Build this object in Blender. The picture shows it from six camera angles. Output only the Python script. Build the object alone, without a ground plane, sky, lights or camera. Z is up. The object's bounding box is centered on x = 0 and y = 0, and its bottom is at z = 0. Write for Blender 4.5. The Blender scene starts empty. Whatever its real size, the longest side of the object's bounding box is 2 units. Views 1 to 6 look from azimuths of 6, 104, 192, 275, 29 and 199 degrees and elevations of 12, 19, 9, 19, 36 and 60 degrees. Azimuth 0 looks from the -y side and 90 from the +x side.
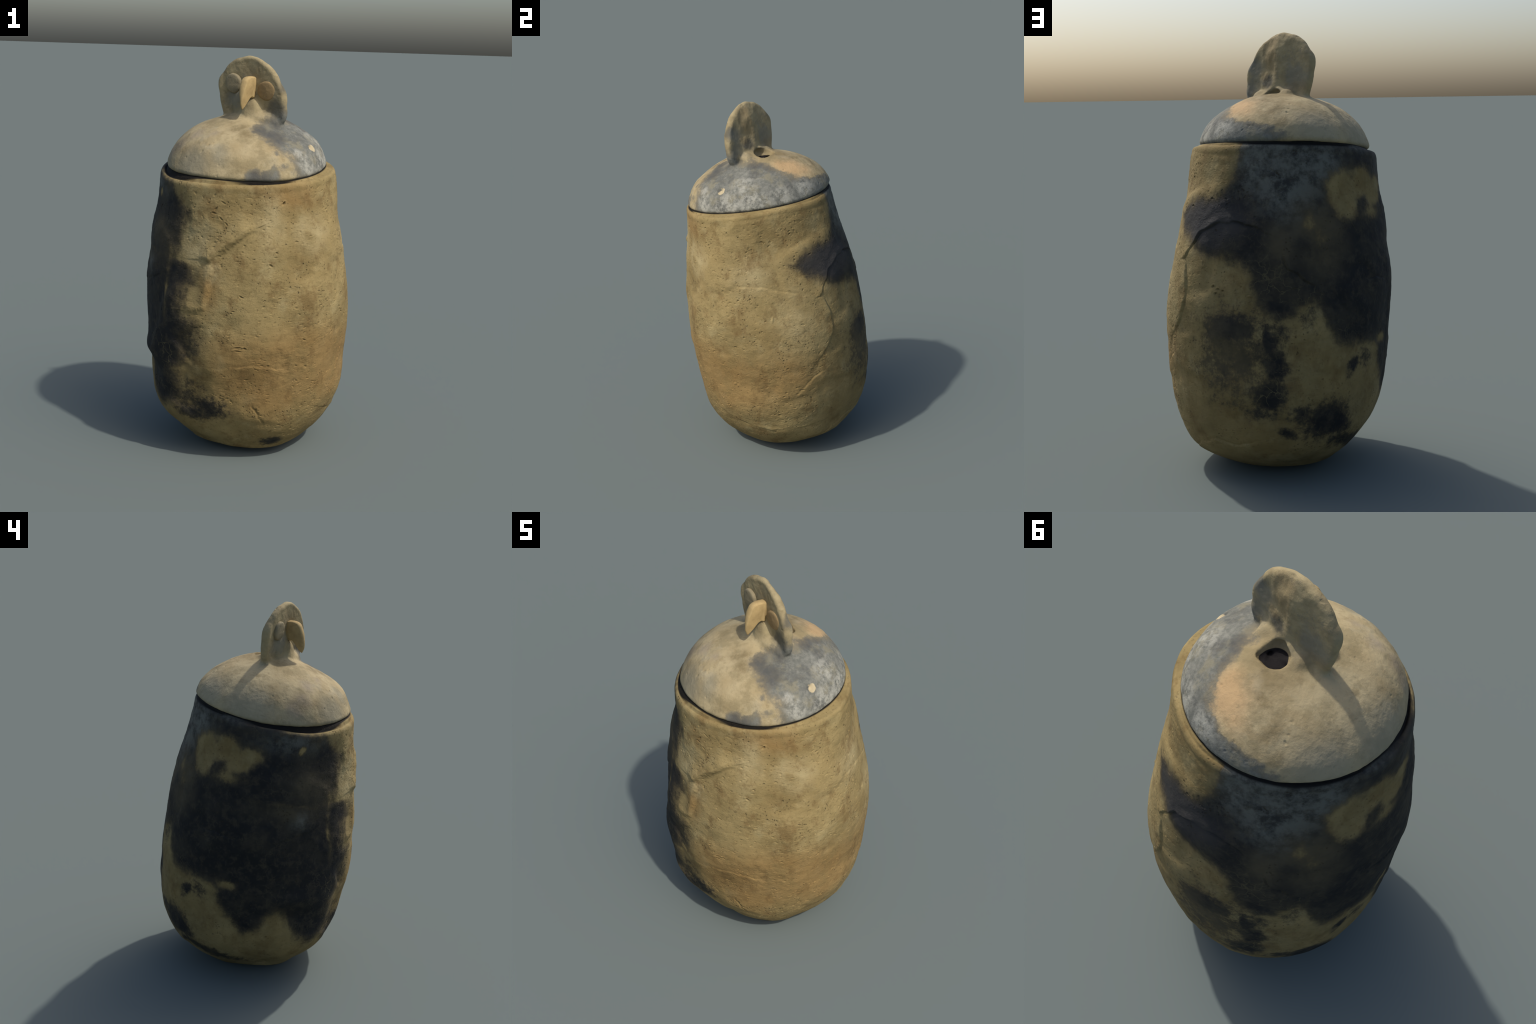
# Hand-built clay storage urn with a domed lid; the lid knob is a bird's face:
# an upright clay plaque with two pressed disc eyes and a hooked beak.
import bpy, bmesh, math
import numpy as np
from mathutils import Vector

rng = np.random.default_rng(7)

# ------------------------------------------------------------------ helpers
def hermite(knots, values, x):
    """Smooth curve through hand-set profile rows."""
    k = np.asarray(knots, float); y = np.asarray(values, float)
    m = np.gradient(y, k, axis=0)
    i = np.clip(np.searchsorted(k, x) - 1, 0, len(k) - 2)
    h = (k[i + 1] - k[i]); t = np.clip((x - k[i]) / h, 0, 1)
    ext = lambda a: a.reshape(a.shape + (1,) * (y.ndim - 1))
    t, h = ext(t), ext(h)
    return ((2*t**3 - 3*t**2 + 1) * y[i] + (t**3 - 2*t**2 + t) * h * m[i]
            + (-2*t**3 + 3*t**2) * y[i + 1] + (t**3 - t**2) * h * m[i + 1])

def harmonics(theta, n):
    cols = [np.ones_like(theta)]
    for k in range(1, n + 1):
        cols += [np.cos(k * theta), np.sin(k * theta)]
    return np.stack(cols, -1)

def gradient_noise(p, scale, seed):
    """Perlin-style noise, about -1..1, for an (n,3) array of points."""
    p = np.asarray(p, float) / scale + seed * 17.31
    i = np.floor(p).astype(np.int64); f = p - i
    u = f * f * f * (f * (f * 6 - 15) + 10)
    out = np.zeros(len(p))
    for dx in (0, 1):
        for dy in (0, 1):
            for dz in (0, 1):
                c = i + np.array([dx, dy, dz])
                h = (c[:, 0] * 73856093) ^ (c[:, 1] * 19349663) ^ (c[:, 2] * 83492791) ^ (seed * 2654435)
                h = (h ^ (h >> 13)) * 1274126177 & 0x7fffffff
                g = np.stack([((h >> s) & 1023) / 511.5 - 1 for s in (0, 10, 20)], -1)
                w = (np.where(dx, u[:, 0], 1 - u[:, 0]) * np.where(dy, u[:, 1], 1 - u[:, 1])
                     * np.where(dz, u[:, 2], 1 - u[:, 2]))
                out += w * (g * (f - np.array([dx, dy, dz]))).sum(1)
    return out * 1.3

def make_object(name, verts, faces, parent=None, mat=None, smooth=True):
    me = bpy.data.meshes.new(name)
    verts = np.asarray(verts, float)
    if isinstance(faces, np.ndarray):                    # all quads
        me.vertices.add(len(verts)); me.vertices.foreach_set("co", verts.ravel())
        me.loops.add(faces.size); me.loops.foreach_set("vertex_index", faces.ravel().astype(np.int32))
        me.polygons.add(len(faces)); me.polygons.foreach_set("loop_start", np.arange(0, faces.size, 4, dtype=np.int32))
        me.update(calc_edges=True); me.validate()
    else:
        me.from_pydata([tuple(v) for v in verts.tolist()], [], faces); me.update()
    if smooth:
        me.polygons.foreach_set("use_smooth", [True] * len(me.polygons))
    ob = bpy.data.objects.new(name, me)
    bpy.context.scene.collection.objects.link(ob)
    if parent: ob.parent = parent
    if mat: me.materials.append(mat)
    return ob

def grid_faces(rows, cols, first=0):
    """Quads of a tube grid closed around its columns."""
    return [(first + r*cols + c, first + r*cols + (c+1) % cols,
             first + (r+1)*cols + (c+1) % cols, first + (r+1)*cols + c)
            for r in range(rows - 1) for c in range(cols)]

def smoothstep(a, b, x):
    t = np.clip((x - a) / (b - a), 0, 1)
    return t * t * (3 - 2 * t)

# ------------------------------------------------------------------ vessel profile
# Each row: height, mean radius, then how that ring is pushed off round:
# x/y offset, ovality, three-, four- and five-sidedness (cosine, sine each).
VESSEL = np.array([
 [0.00, 0.0000, 0.0000, 0.0000, 0.0000, 0.0000, 0.0000, 0.0001, 0.0000, 0.0001, 0.0000, 0.0000],
 [0.01, 0.1706, 0.0104, 0.0015, 0.0031, -0.0028, -0.0005, 0.0029, -0.0015, 0.0020, 0.0013, 0.0004],
 [0.03, 0.2651, 0.0159, 0.0060, 0.0038, -0.0034, -0.0001, 0.0037, -0.0028, 0.0030, 0.0022, 0.0008],
 [0.07, 0.3263, 0.0192, 0.0198, 0.0007, -0.0011, 0.0016, 0.0019, -0.0046, 0.0031, 0.0030, 0.0013],
 [0.13, 0.3931, 0.0108, 0.0233, -0.0030, 0.0022, 0.0042, -0.0022, -0.0061, 0.0028, 0.0036, 0.0023],
 [0.22, 0.4541, 0.0006, 0.0213, -0.0021, 0.0058, 0.0062, -0.0080, -0.0056, 0.0027, 0.0032, 0.0034],
 [0.33, 0.4915, 0.0005, 0.0191, -0.0012, 0.0082, 0.0071, -0.0091, -0.0043, 0.0012, 0.0008, 0.0049],
 [0.45, 0.5128, -0.0009, 0.0125, -0.0040, 0.0101, 0.0052, -0.0070, -0.0053, -0.0004, -0.0006, 0.0055],
 [0.58, 0.5222, 0.0031, -0.0036, -0.0044, 0.0097, 0.0021, -0.0043, -0.0058, -0.0008, -0.0015, 0.0042],
 [0.72, 0.5243, 0.0054, -0.0108, -0.0023, 0.0067, -0.0006, -0.0032, -0.0051, -0.0005, -0.0018, 0.0021],
 [0.86, 0.5186, 0.0009, -0.0215, 0.0013, 0.0043, -0.0021, -0.0022, -0.0045, -0.0013, -0.0018, 0.0004],
 [1.00, 0.5002, -0.0037, -0.0301, 0.0013, 0.0021, -0.0029, -0.0015, -0.0037, -0.0028, -0.0019, -0.0006],
 [1.14, 0.4776, -0.0078, -0.0438, 0.0010, 0.0020, -0.0027, -0.0018, -0.0027, -0.0040, -0.0020, -0.0011],
 [1.28, 0.4491, -0.0092, -0.0602, -0.0002, 0.0029, -0.0015, -0.0030, -0.0017, -0.0044, -0.0022, -0.0011],
 [1.42, 0.4281, -0.0114, -0.0783, -0.0006, 0.0038, 0.0000, -0.0046, -0.0006, -0.0039, -0.0023, -0.0010],
 [1.50, 0.4144, -0.0126, -0.0887, -0.0008, 0.0042, 0.0009, -0.0055, 0.0001, -0.0036, -0.0024, -0.0009]])

def vessel_radius(theta, z):
    w = np.sqrt(np.clip(z, 0, 1.5) / 1.5)
    c = hermite(np.sqrt(VESSEL[:, 0] / 1.5), VESSEL[:, 1:], w.ravel()).reshape(w.shape + (11,))
    return (c * harmonics(theta, 5)).sum(-1)

def rim_height(theta):
    """Mouth edge: the pot was cut at a slant, higher at the back and right."""
    return 1.453 + .041 * np.sin(theta) + .018 * np.cos(theta) + .003 * np.sin(3*theta + 1)

# Seams between clay slabs and old cracks: (angle deg, height) polylines,
# groove depth, groove half width, and step (clay stands proud on the left of the line).
SEAMS = [
 ([(39,.990),(43,1.005),(50,1.08),(54,1.12),(59,1.143),(68,1.168),(76,1.177),(88,1.158),(97,1.13)], .009, .005, .009),
 ([(43,1.010),(47,.96),(49,.923),(49.5,.87),(49,.822),(47,.746),(42,.69),(36,.63)], .006, .006, -.010),
 ([(104,1.063),(105,1.02),(107,.975),(112,.96),(116,.93),(121,.895)], .007, .005, .004),
 ([(43,1.002),(28,1.032),(12,1.06),(3,1.082),(-8,1.08),(-19,1.093)], .003, .007, .004),
 ([(41,.58),(33,.538),(27,.49),(22,.429)], .002, .009, .004),
 ([(-80,1.215),(-86,1.192),(-90,1.155),(-96,1.115),(-104,1.061),(-110,1.055)], .001, .012, -.027, .020),
 ([(-104,1.055),(-103,.99),(-104,.943),(-106,.83),(-110,.806),(-117,.80)], .001, .010, -.019, .018),
 ([(37,.091),(50,.16),(64,.208),(77,.194),(93,.23)], .004, .008, -.006),
 ([(-79,.34),(-75,.27),(-71,.219)], .006, .006, .003),
 ([(173,.887),(160,.91),(149,.906)], .003, .005, .004),
 ([(-40,.30),(-20,.24),(5,.20),(25,.22),(45,.24)], .002, .008, .004),
 ([(94,1.47),(98,1.43),(97,1.40),(104,1.37)], .004, .006, .002),
 ([(-60,.52),(-80,.545),(-100,.52)], .001, .01, .004),
 ([(-170,.86),(-150,.90),(-135,.95)], .002, .006, .004),
 ([(62,.73),(66,.70),(63,.66),(68,.60)], .004, .005, .003),
]
# Hand dents and bulges: angle deg, height, half width m, half height m, amount m
DENTS = [
 (-153,.545,.10,.045,.017), (-155,.45,.12,.05,-.012), (-118,.72,.12,.10,.004),
 (-95,1.10,.06,.07,-.005), (-112,1.13,.08,.07,-.009), (-72,1.12,.08,.10,.004), (-108,.90,.06,.09,-.006),
 (60,1.0,.10,.10,.004), (75,.82,.06,.05,-.005), (30,.75,.10,.16,.004), (-148,.97,.07,.05,.007),
 (175,.95,.12,.10,.004), (25,.30,.10,.08,.004),
 (-40,.65,.10,.12,-.006), (-100,.28,.08,.10,.010), (-80,.28,.11,.12,.019), (-117,.40,.10,.12,-.022), (-121,.57,.11,.12,-.018), (-147,.43,.09,.06,-.013), (-145,.05,.18,.04,.018), (-62,.20,.10,.07,.007), (-165,.13,.12,.06,-.020),
 (124,.68,.14,.17,.017), (148,.42,.08,.10,-.008), (-62,.75,.10,.28,-.016), (-52,.95,.07,.12,-.008), (-28,.65,.12,.14,-.007), (-14,.35,.10,.10,.011), (-27,1.03,.07,.08,-.006), (97,1.20,.09,.13,.009), (8,1.1,.06,.2,.004), (34,.19,.10,.08,.010), (55,.13,.08,.05,.008), (72,.98,.09,.08,-.018),
 (48,.13,.18,.06,.020), (18,.20,.08,.06,.008), (-60,1.25,.06,.10,-.005), (92,.40,.06,.08,-.006), (195,.08,.10,.04,-.006),
 (60,1.36,.07,.05,.006), (52,1.30,.05,.08,-.004), (-85,1.32,.06,.07,-.004), (135,.42,.07,.09,.006),
]
# Holes and gouges that can be told apart: angle, height, length m, width m, slant deg, depth m
GOUGES = [
 (-65,1.33,.016,.009,60,.012), (-69,1.10,.012,.006,-20,.006), (-87,.89,.020,.006,-30,.008), (-92,.81,.007,.006,0,.007), (-91,.82,.010,.005,20,.006),
 (-88.5,.640,.026,.007,5,.008), (-84.5,.637,.014,.007,-25,.010), (-88,.622,.030,.006,-8,.007), (-72,1.04,.018,.008,-35,.007), (-67,.88,.014,.006,15,.006), (-103,1.28,.016,.006,-15,.008),
 (-102,1.30,.020,.006,50,.005), (-99,1.255,.022,.006,-45,.006), (-96,1.23,.020,.006,-50,.005), (-98,1.33,.024,.006,-30,.005),
 (-52,.67,.018,.005,-30,.007), (-14,.735,.016,.006,-5,.008), (18,.62,.016,.005,25,.006), (-23,.78,.030,.004,-25,.005), (-21,.765,.034,.004,-25,.005), (-25,.80,.024,.004,-20,.004),
 (26,1.35,.009,.007,0,.007), (30,1.08,.008,.005,-60,.006), (31,1.05,.010,.005,70,.006), (67,.90,.012,.009,40,.009), (70,.89,.010,.008,0,.008), (69,.872,.010,.008,10,.008), (73,.885,.010,.007,0,.007), (88,.87,.020,.008,0,-.006),
 (-41,1.40,.022,.005,40,.006), (-38,1.38,.016,.005,15,.006), (-36,1.42,.022,.004,80,.005), (-168,.33,.016,.005,30,.007), (-8,.80,.010,.006,-70,.006), (2,.83,.010,.004,-60,.005), (40,1.23,.020,.007,10,.006),
 (-17,.50,.014,.014,0,-.004), (10,.90,.03,.014,80,-.004), (104,1.27,.012,.007,0,.006), (110,.90,.025,.006,20,.004), (58,1.27,.014,.007,0,.006),
]

def hand_facets(pts, count, seed, tilt, spread):
    """Flattish pats of the hand: each patch leans its own way, neighbours blend along soft creases."""
    g = np.random.default_rng(seed)
    a = g.uniform(0, 2*math.pi, count); h = g.uniform(.05, 1.45, count)
    r = vessel_radius(a, h)
    c = np.stack([r*np.cos(a), r*np.sin(a), h], -1)
    lean = g.normal(0, tilt, (count, 3)); lift = g.normal(0, .0012, count)
    out = np.zeros(len(pts))
    for k in range(0, len(pts), 20000):
        p = pts[k:k+20000]
        d2 = ((p[:, None] - c[None])**2 * [1, 1, .8]).sum(-1)
        near = d2.min(1)[:, None]
        w = np.exp(-(np.sqrt(d2) - np.sqrt(near)) / spread)
        rel = p[:, None] - c[None]
        val = np.clip((rel * lean[None]).sum(-1), -.006, .006) + lift[None]
        out[k:k+20000] = (w * val).sum(1) / w.sum(1)
    return out

def vessel_relief(theta, z, pts):
    """Outward push from seams, dents, coil marks and hand-smoothing lumps."""
    d = np.zeros_like(theta)
    R = .5
    for ad, h, hw, hh, amt in DENTS:
        da = (theta - math.radians(ad) + math.pi) % (2*math.pi) - math.pi
        d += amt * np.exp(-(da * R / hw)**2 - ((z - h) / hh)**2)
    wob = gradient_noise(pts, .05, 3) * .010 + gradient_noise(pts, .014, 33) * .003
    broken = .35 + .65 * smoothstep(-.35, .25, gradient_noise(pts, .07, 34))
    for line, depth, half, step, *slope in SEAMS:
        slope = slope[0] if slope else .007
        best = np.full_like(theta, 9.0); side = np.zeros_like(theta); endfade = np.ones_like(theta)
        n = len(line) - 1
        for i, ((a0, z0), (a1, z1)) in enumerate(zip(line[:-1], line[1:])):
            am = math.radians((a0 + a1) / 2)
            x = ((theta - am + math.pi) % (2*math.pi) - math.pi) * R
            x0, x1 = math.radians(a0) * R - am * R, math.radians(a1) * R - am * R
            dx, dz = x1 - x0, z1 - z0; L = math.hypot(dx, dz)
            t = ((x - x0) * dx + (z - z0) * dz) / L**2
            tc = np.clip(t, 0, 1)
            dist = np.hypot(x - x0 - tc*dx, z - z0 - tc*dz)
            s = (dx * (z - z0) - dz * (x - x0)) / L
            near = dist < best
            best = np.where(near, dist, best); side = np.where(near, np.sign(s) * dist, side)
            run = (i + tc) / n
            endfade = np.where(near, np.clip(np.minimum(run, 1 - run) * 5, 0, 1), endfade)
        q = side + wob
        fade = np.exp(-(best / .07)**2) * (.25 + .75 * endfade)
        d += fade * step * (broken if slope < .01 else .9) * (smoothstep(-slope, slope, q) * np.exp(-np.maximum(q, 0) / .06) if step > 0 else smoothstep(-slope, slope, -q) * -np.exp(-np.maximum(-q, 0) / .06))
        d -= depth * broken * np.exp(-(q / half)**2) * (best < .08) * (.2 + .8 * endfade)
    for ad, h, ln, wd, slant, depth in GOUGES:
        near = np.abs(z - h) < .06
        x = ((theta[near] - math.radians(ad) + math.pi) % (2*math.pi) - math.pi) * R
        y = z[near] - h
        c, q = math.cos(math.radians(slant)), math.sin(math.radians(slant))
        r2 = ((x*c + y*q) / ln * 2)**2 + ((y*c - x*q) / wd * 2)**2
        d[near] -= depth * np.exp(-r2**1.3)
        d[near] += .25 * depth * np.exp(-((np.sqrt(r2) - 1.6) / .5)**2) * (y > 0)
    # many small pits where straw burnt out, in loose clusters
    count = 360
    heart = rng.uniform(0, 1, (60, 2))
    for i in range(count):
        hx, hz = heart[i % 60]
        a = math.radians(-150 + 235 * hx) + rng.normal(0, .07); h = .12 + 1.30 * hz + rng.normal(0, .035)
        if not .05 < h < 1.44: continue
        ln = rng.uniform(.005, .017); wd = rng.uniform(.004, .0065); sl = rng.normal(0, .8); depth = rng.uniform(.001, .005)
        near = np.where((np.abs(z - h) < .03))[0]
        x = ((theta[near] - a + math.pi) % (2*math.pi) - math.pi) * R
        pick = np.abs(x) < .03; near = near[pick]; x = x[pick]; y = z[near] - h
        c, q = math.cos(sl), math.sin(sl)
        r2 = ((x*c + y*q) / ln * 2)**2 + ((y*c - x*q) / wd * 2)**2
        d[near] -= depth * np.exp(-r2)
        d[near] += .3 * depth * np.exp(-((np.sqrt(r2) - 1.7) / .5)**2) * (y < 0)
    rough_side = .25 + 1.0 * smoothstep(-.3, .5, gradient_noise(pts, .2, 31))
    d += hand_facets(pts, 110, 5, .030, .014)
    d += gradient_noise(pts, .16, 1) * .0022 + gradient_noise(pts * [1, 1, 1.6], .06, 2) * .0018
    d += gradient_noise(pts, .024, 4) * .0010 * rough_side + gradient_noise(pts * [1, 1, 2.0], .011, 5) * .0007 * rough_side
    # pits left by burnt-out straw and grit, mostly on the buff front
    front = smoothstep(-.2, .5, np.cos(theta - math.radians(-35)))
    pit = gradient_noise(pts * [1, 1, 1.7], .017, 9)
    patchy = smoothstep(-.25, .45, gradient_noise(pts, .11, 11))
    d -= smoothstep(.34, .62, pit) * .0042 * patchy * (.25 + .75 * front)
    return d

# ------------------------------------------------------------------ lid profile
LID_AXIS = np.array([-.015, -.070])
LID = np.array([   # height, mean radius, offset x/y, ovality, three-sidedness
 [1.750, .0000,  .0000,  .0000, .0000, .0001, .0000, .0000],
 [1.735, .0448,  .0072, -.0090, .0012, .0076, .0005,-.0020],
 [1.710, .1050,  .0085, -.0149, .0019, .0127, .0009,-.0035],
 [1.680, .1965, -.0043, -.0195, .0020, .0128, .0013,-.0041],
 [1.640, .2770, -.0087, -.0182,-.0007, .0057, .0023,-.0032],
 [1.590, .3440, -.0025, -.0206,-.0045, .0007, .0028,-.0021],
 [1.530, .3855, -.0044, -.0124,-.0054,-.0006, .0035,-.0010],
 [1.470, .4050, -.0047, -.0107,-.0062, .0003, .0032,-.0002],
 [1.410, .4010,  .0002, -.0110,-.0065, .0012, .0027, .0009]])
LID_TOP, LID_SPAN = 1.75, .36

def lid_radius(theta, z):
    w = np.sqrt(np.clip(LID_TOP - z, 0, LID_SPAN) / LID_SPAN)
    c = hermite(np.sqrt((LID_TOP - LID[:, 0]) / LID_SPAN), LID[:, 1:], w.ravel()).reshape(w.shape + (7,))
    turn = lambda deg: (theta - math.radians(deg) + math.pi) % (2*math.pi) - math.pi
    pinch = smoothstep(1.64, 1.56, z) * (.007 * np.exp(-(turn(-52) / .42)**2) - .008 * np.exp(-(turn(-112) / .45)**2))
    return (c * harmonics(theta, 3)).sum(-1) + pinch

def lid_tilt(theta, rho):
    return (.0017 * np.cos(theta) + .0442 * np.sin(theta)) * rho / .3989

def lid_edge(theta):
    return 1.470 - .0028*np.cos(2*theta) - .0006*np.sin(2*theta) + .0035*np.cos(3*theta) + .0012*np.sin(3*theta)

def lid_edge_ring(theta):
    """Where the lid's lower edge runs, seen from the vessel's own axis."""
    t = np.linspace(-math.pi, math.pi, 1441)
    r = lid_radius(t, lid_edge(t)); z = lid_edge(t) + lid_tilt(t, r)
    x, y = LID_AXIS[0] + r*np.cos(t), LID_AXIS[1] + r*np.sin(t)
    a = np.arctan2(y, x); o = np.argsort(a)
    th = (theta + math.pi) % (2*math.pi) - math.pi
    return (np.interp(th, a[o], np.hypot(x, y)[o], period=2*math.pi), np.interp(th, a[o], z[o], period=2*math.pi))

ALONG = np.array([.908, -.419, 0.0])     # left to right across the bird's face
FRONT = np.array([-.419, -.908, 0.0])    # the way the face looks
def face_point(s, d, z):
    return ALONG * s + FRONT * d + np.array([0, 0, 1.0]) * z

# ------------------------------------------------------------------ materials
class Nodes:
    def __init__(self, name):
        self.mat = bpy.data.materials.new(name); self.mat.use_nodes = True
        self.t = self.mat.node_tree; self.t.nodes.clear()
        self.out = self.t.nodes.new("ShaderNodeOutputMaterial")
        self.bsdf = self.t.nodes.new("ShaderNodeBsdfPrincipled")
        self.t.links.new(self.bsdf.outputs[0], self.out.inputs[0])
        self.coord = self.t.nodes.new("ShaderNodeTexCoord").outputs["Object"]
    def put(self, sock, v):
        if isinstance(v, bpy.types.NodeSocket): self.t.links.new(v, sock)
        elif isinstance(v, (tuple, list)) and len(v) == 3 and len(sock.default_value) == 4: sock.default_value = (*v, 1)
        else: sock.default_value = v
    def math(self, op, a, b=None, clamp=False):
        n = self.t.nodes.new("ShaderNodeMath"); n.operation = op; n.use_clamp = clamp
        self.put(n.inputs[0], a)
        if b is not None: self.put(n.inputs[1], b)
        return n.outputs[0]
    def vec(self, op, a, b):
        n = self.t.nodes.new("ShaderNodeVectorMath"); n.operation = op
        self.put(n.inputs[0], a); self.put(n.inputs[1], b)
        return n.outputs[0]
    def noise(self, scale, detail=4, rough=.55, stretch=None, color=False, coord=None, shift=0.0):
        c = coord or self.coord
        if stretch or shift:
            m = self.t.nodes.new("ShaderNodeMapping"); self.t.links.new(c, m.inputs[0])
            m.inputs["Scale"].default_value = stretch or (1, 1, 1)
            m.inputs["Location"].default_value = (shift, shift * .7, -shift)
            c = m.outputs[0]
        n = self.t.nodes.new("ShaderNodeTexNoise"); self.t.links.new(c, n.inputs["Vector"])
        n.inputs["Scale"].default_value = scale; n.inputs["Detail"].default_value = detail
        n.inputs["Roughness"].default_value = rough
        return n.outputs["Color" if color else "Fac"]
    def step(self, v, lo, hi, a=0.0, b=1.0):
        n = self.t.nodes.new("ShaderNodeMapRange"); n.interpolation_type = "SMOOTHSTEP"
        for k, x in zip(("Value", "From Min", "From Max", "To Min", "To Max"), (v, lo, hi, a, b)):
            self.put(n.inputs[k], x)
        return n.outputs[0]
    def mix(self, fac, a, b, kind="MIX"):
        n = self.t.nodes.new("ShaderNodeMix"); n.data_type = "RGBA"; n.blend_type = kind
        self.put(n.inputs["Factor"], fac); self.put(n.inputs[6], a); self.put(n.inputs[7], b)
        return n.outputs[2]
    def warped(self, *layers):
        c = self.coord
        for scale, amount in layers:
            off = self.vec("SUBTRACT", self.noise(scale, 3, .6, color=True), (.5, .5, .5))
            c = self.vec("ADD", c, self.vec("MULTIPLY", off, (amount,) * 3))
        return c
    def blob(self, coord, centre, size, turn, tilt=0.0):
        """1 at the middle of an ellipsoid, 0.5 on its surface, 0 outside."""
        m = self.t.nodes.new("ShaderNodeMapping"); m.vector_type = "TEXTURE"
        self.t.links.new(coord, m.inputs[0])
        m.inputs["Location"].default_value = centre
        m.inputs["Rotation"].default_value = (0, math.radians(tilt), turn)
        m.inputs["Scale"].default_value = [2 * s for s in size]
        g = self.t.nodes.new("ShaderNodeTexGradient"); g.gradient_type = "SPHERICAL"
        self.t.links.new(m.outputs[0], g.inputs[0])
        return g.outputs["Fac"]
    def blobs(self, coord, rows, surface):
        """Union of soft patches; a row is angle, height, half width, half height, tilt, strength."""
        total = None
        for ang, h, hw, hh, tilt, strength in rows:
            c, turn = surface(ang, h)
            b = self.blob(coord, c, (hw, max(hw, hh) * 1.2, hh), turn, tilt)
            if strength != 1: b = self.math("MULTIPLY", b, strength)
            total = b if total is None else self.smooth_max(total, b)
        return total
    def smooth_max(self, a, b, soft=.22):
        n = self.t.nodes.new("ShaderNodeMath"); n.operation = "SMOOTH_MAX"
        self.put(n.inputs[0], a); self.put(n.inputs[1], b); n.inputs[2].default_value = soft
        return n.outputs[0]
    def curve(self, value, pts, lo, hi, top, base=0.0):
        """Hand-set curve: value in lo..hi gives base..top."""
        fc = self.t.nodes.new("ShaderNodeFloatCurve")
        m = self.t.nodes.new("ShaderNodeMapRange"); self.put(m.inputs["Value"], value)
        m.inputs["From Min"].default_value = lo; m.inputs["From Max"].default_value = hi
        self.t.links.new(m.outputs[0], fc.inputs["Value"])
        c = fc.mapping.curves[0]
        P = [((a - lo) / (hi - lo), (b - base) / (top - base)) for a, b in pts]
        c.points[0].location = P[0]; c.points[1].location = P[-1]
        for q in P[1:-1]: c.points.new(*q)
        for q in c.points: q.handle_type = "AUTO_CLAMPED"
        fc.mapping.update()
        return self.math("ADD", self.math("MULTIPLY", fc.outputs[0], top - base), base)
    def bump(self, *layers):
        prev = None
        for height, strength, dist in layers:
            n = self.t.nodes.new("ShaderNodeBump")
            n.inputs["Strength"].default_value = strength; n.inputs["Distance"].default_value = dist
            self.t.links.new(height, n.inputs["Height"])
            if prev: self.t.links.new(prev, n.inputs["Normal"])
            prev = n.outputs[0]
        self.t.links.new(prev, self.bsdf.inputs["Normal"])
    def finish(self, color, rough=.85, spec=.25):
        self.put(self.bsdf.inputs["Base Color"], color)
        self.put(self.bsdf.inputs["Roughness"], rough)
        self.bsdf.inputs["Specular IOR Level"].default_value = spec
        return self.mat

def on_vessel(ang, h):
    a = math.radians(ang); r = float(vessel_radius(np.array([a]), np.array([h]))[0])
    return (r * math.cos(a), r * math.sin(a), h), a + math.pi / 2

# Smoke-blackened fire cloud over the back: its lower edge, upper edge and right-hand edge,
# as (angle, height) along the wall, plus separate islands and bare windows in it.
CLOUD_LOWER = [(15,1.25),(25,1.185),(37,1.12),(50,1.08),(59,1.03),(71,1.015),(84,1.00),(90,.91),(95,.81),(104,.77),(112,.81),(118,.84),(126,.73),(131,.66),
               (151,.635),(159,.60),(163,.52),(170,.43),(181,.345),(193,.46),(202,.48),(208,.34),(220,.28),(235,.28),(250,.28)]
CLOUD_UPPER = [(15,1.15),(27,1.195),(37,1.24),(50,1.27),(65,1.29),(70,1.34),(74,1.42),(77,1.52),(80,1.70),(180,1.75),(250,1.75)]
CLOUD_RIGHT = [(0,240),(.28,236),(.35,237),(.45,235),(.55,241),(.62,247),(.72,247),(.80,241),(.88,243),(1.01,246),(1.05,232),(1.12,237),(1.22,241),(1.31,236),(1.39,226),(1.46,205),(1.6,195)]
ISLANDS = [   # angle, height, half width, half height, tilt, strength
 (78,.73,.115,.055,0,1), (74,.57,.10,.13,0,.60), (88,.75,.05,.06,0,.7), (96,.67,.05,.08,12,.9), (100,.57,.06,.09,-10,.9), (97,.44,.075,.07,0,1), (103,.72,.06,.06,0,.62),
 (126,.31,.105,.075,0,1), (113,.36,.10,.05,0,.62), (105,.27,.05,.03,25,.75), (141,.54,.03,.05,30,.85), (92,.36,.08,.04,0,.6),
 (130,.30,.10,.05,30,.95), (148,.17,.20,.035,15,.8), (-106,.30,.10,.06,0,.75), (-118,.26,.10,.05,0,.75), (-61,.10,.055,.03,0,.9), (122,.68,.03,.02,0,.5),
]
WINDOWS = [
 (146,1.285,.078,.09,0,1), (162,1.335,.065,.045,-20,1), (176,1.285,.082,.05,-25,1), (157,1.30,.06,.045,0,.8), (169,1.315,.05,.05,0,.9), (166,1.20,.13,.06,0,.5),
 (120,1.17,.04,.07,0,.5), (127,1.10,.06,.12,0,.40), (168,.63,.06,.03,10,.7), (157,.60,.05,.03,0,.6),
 (-112,1.12,.085,.08,0,.8), (-148,1.33,.014,.02,40,.95), (92,.69,.02,.09,0,.8), (117,.63,.07,.12,0,.8), (-131,.88,.02,.25,0,.42), (-150,1.05,.20,.02,10,.40), (-148,1.43,.12,.03,0,.5),
]

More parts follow.
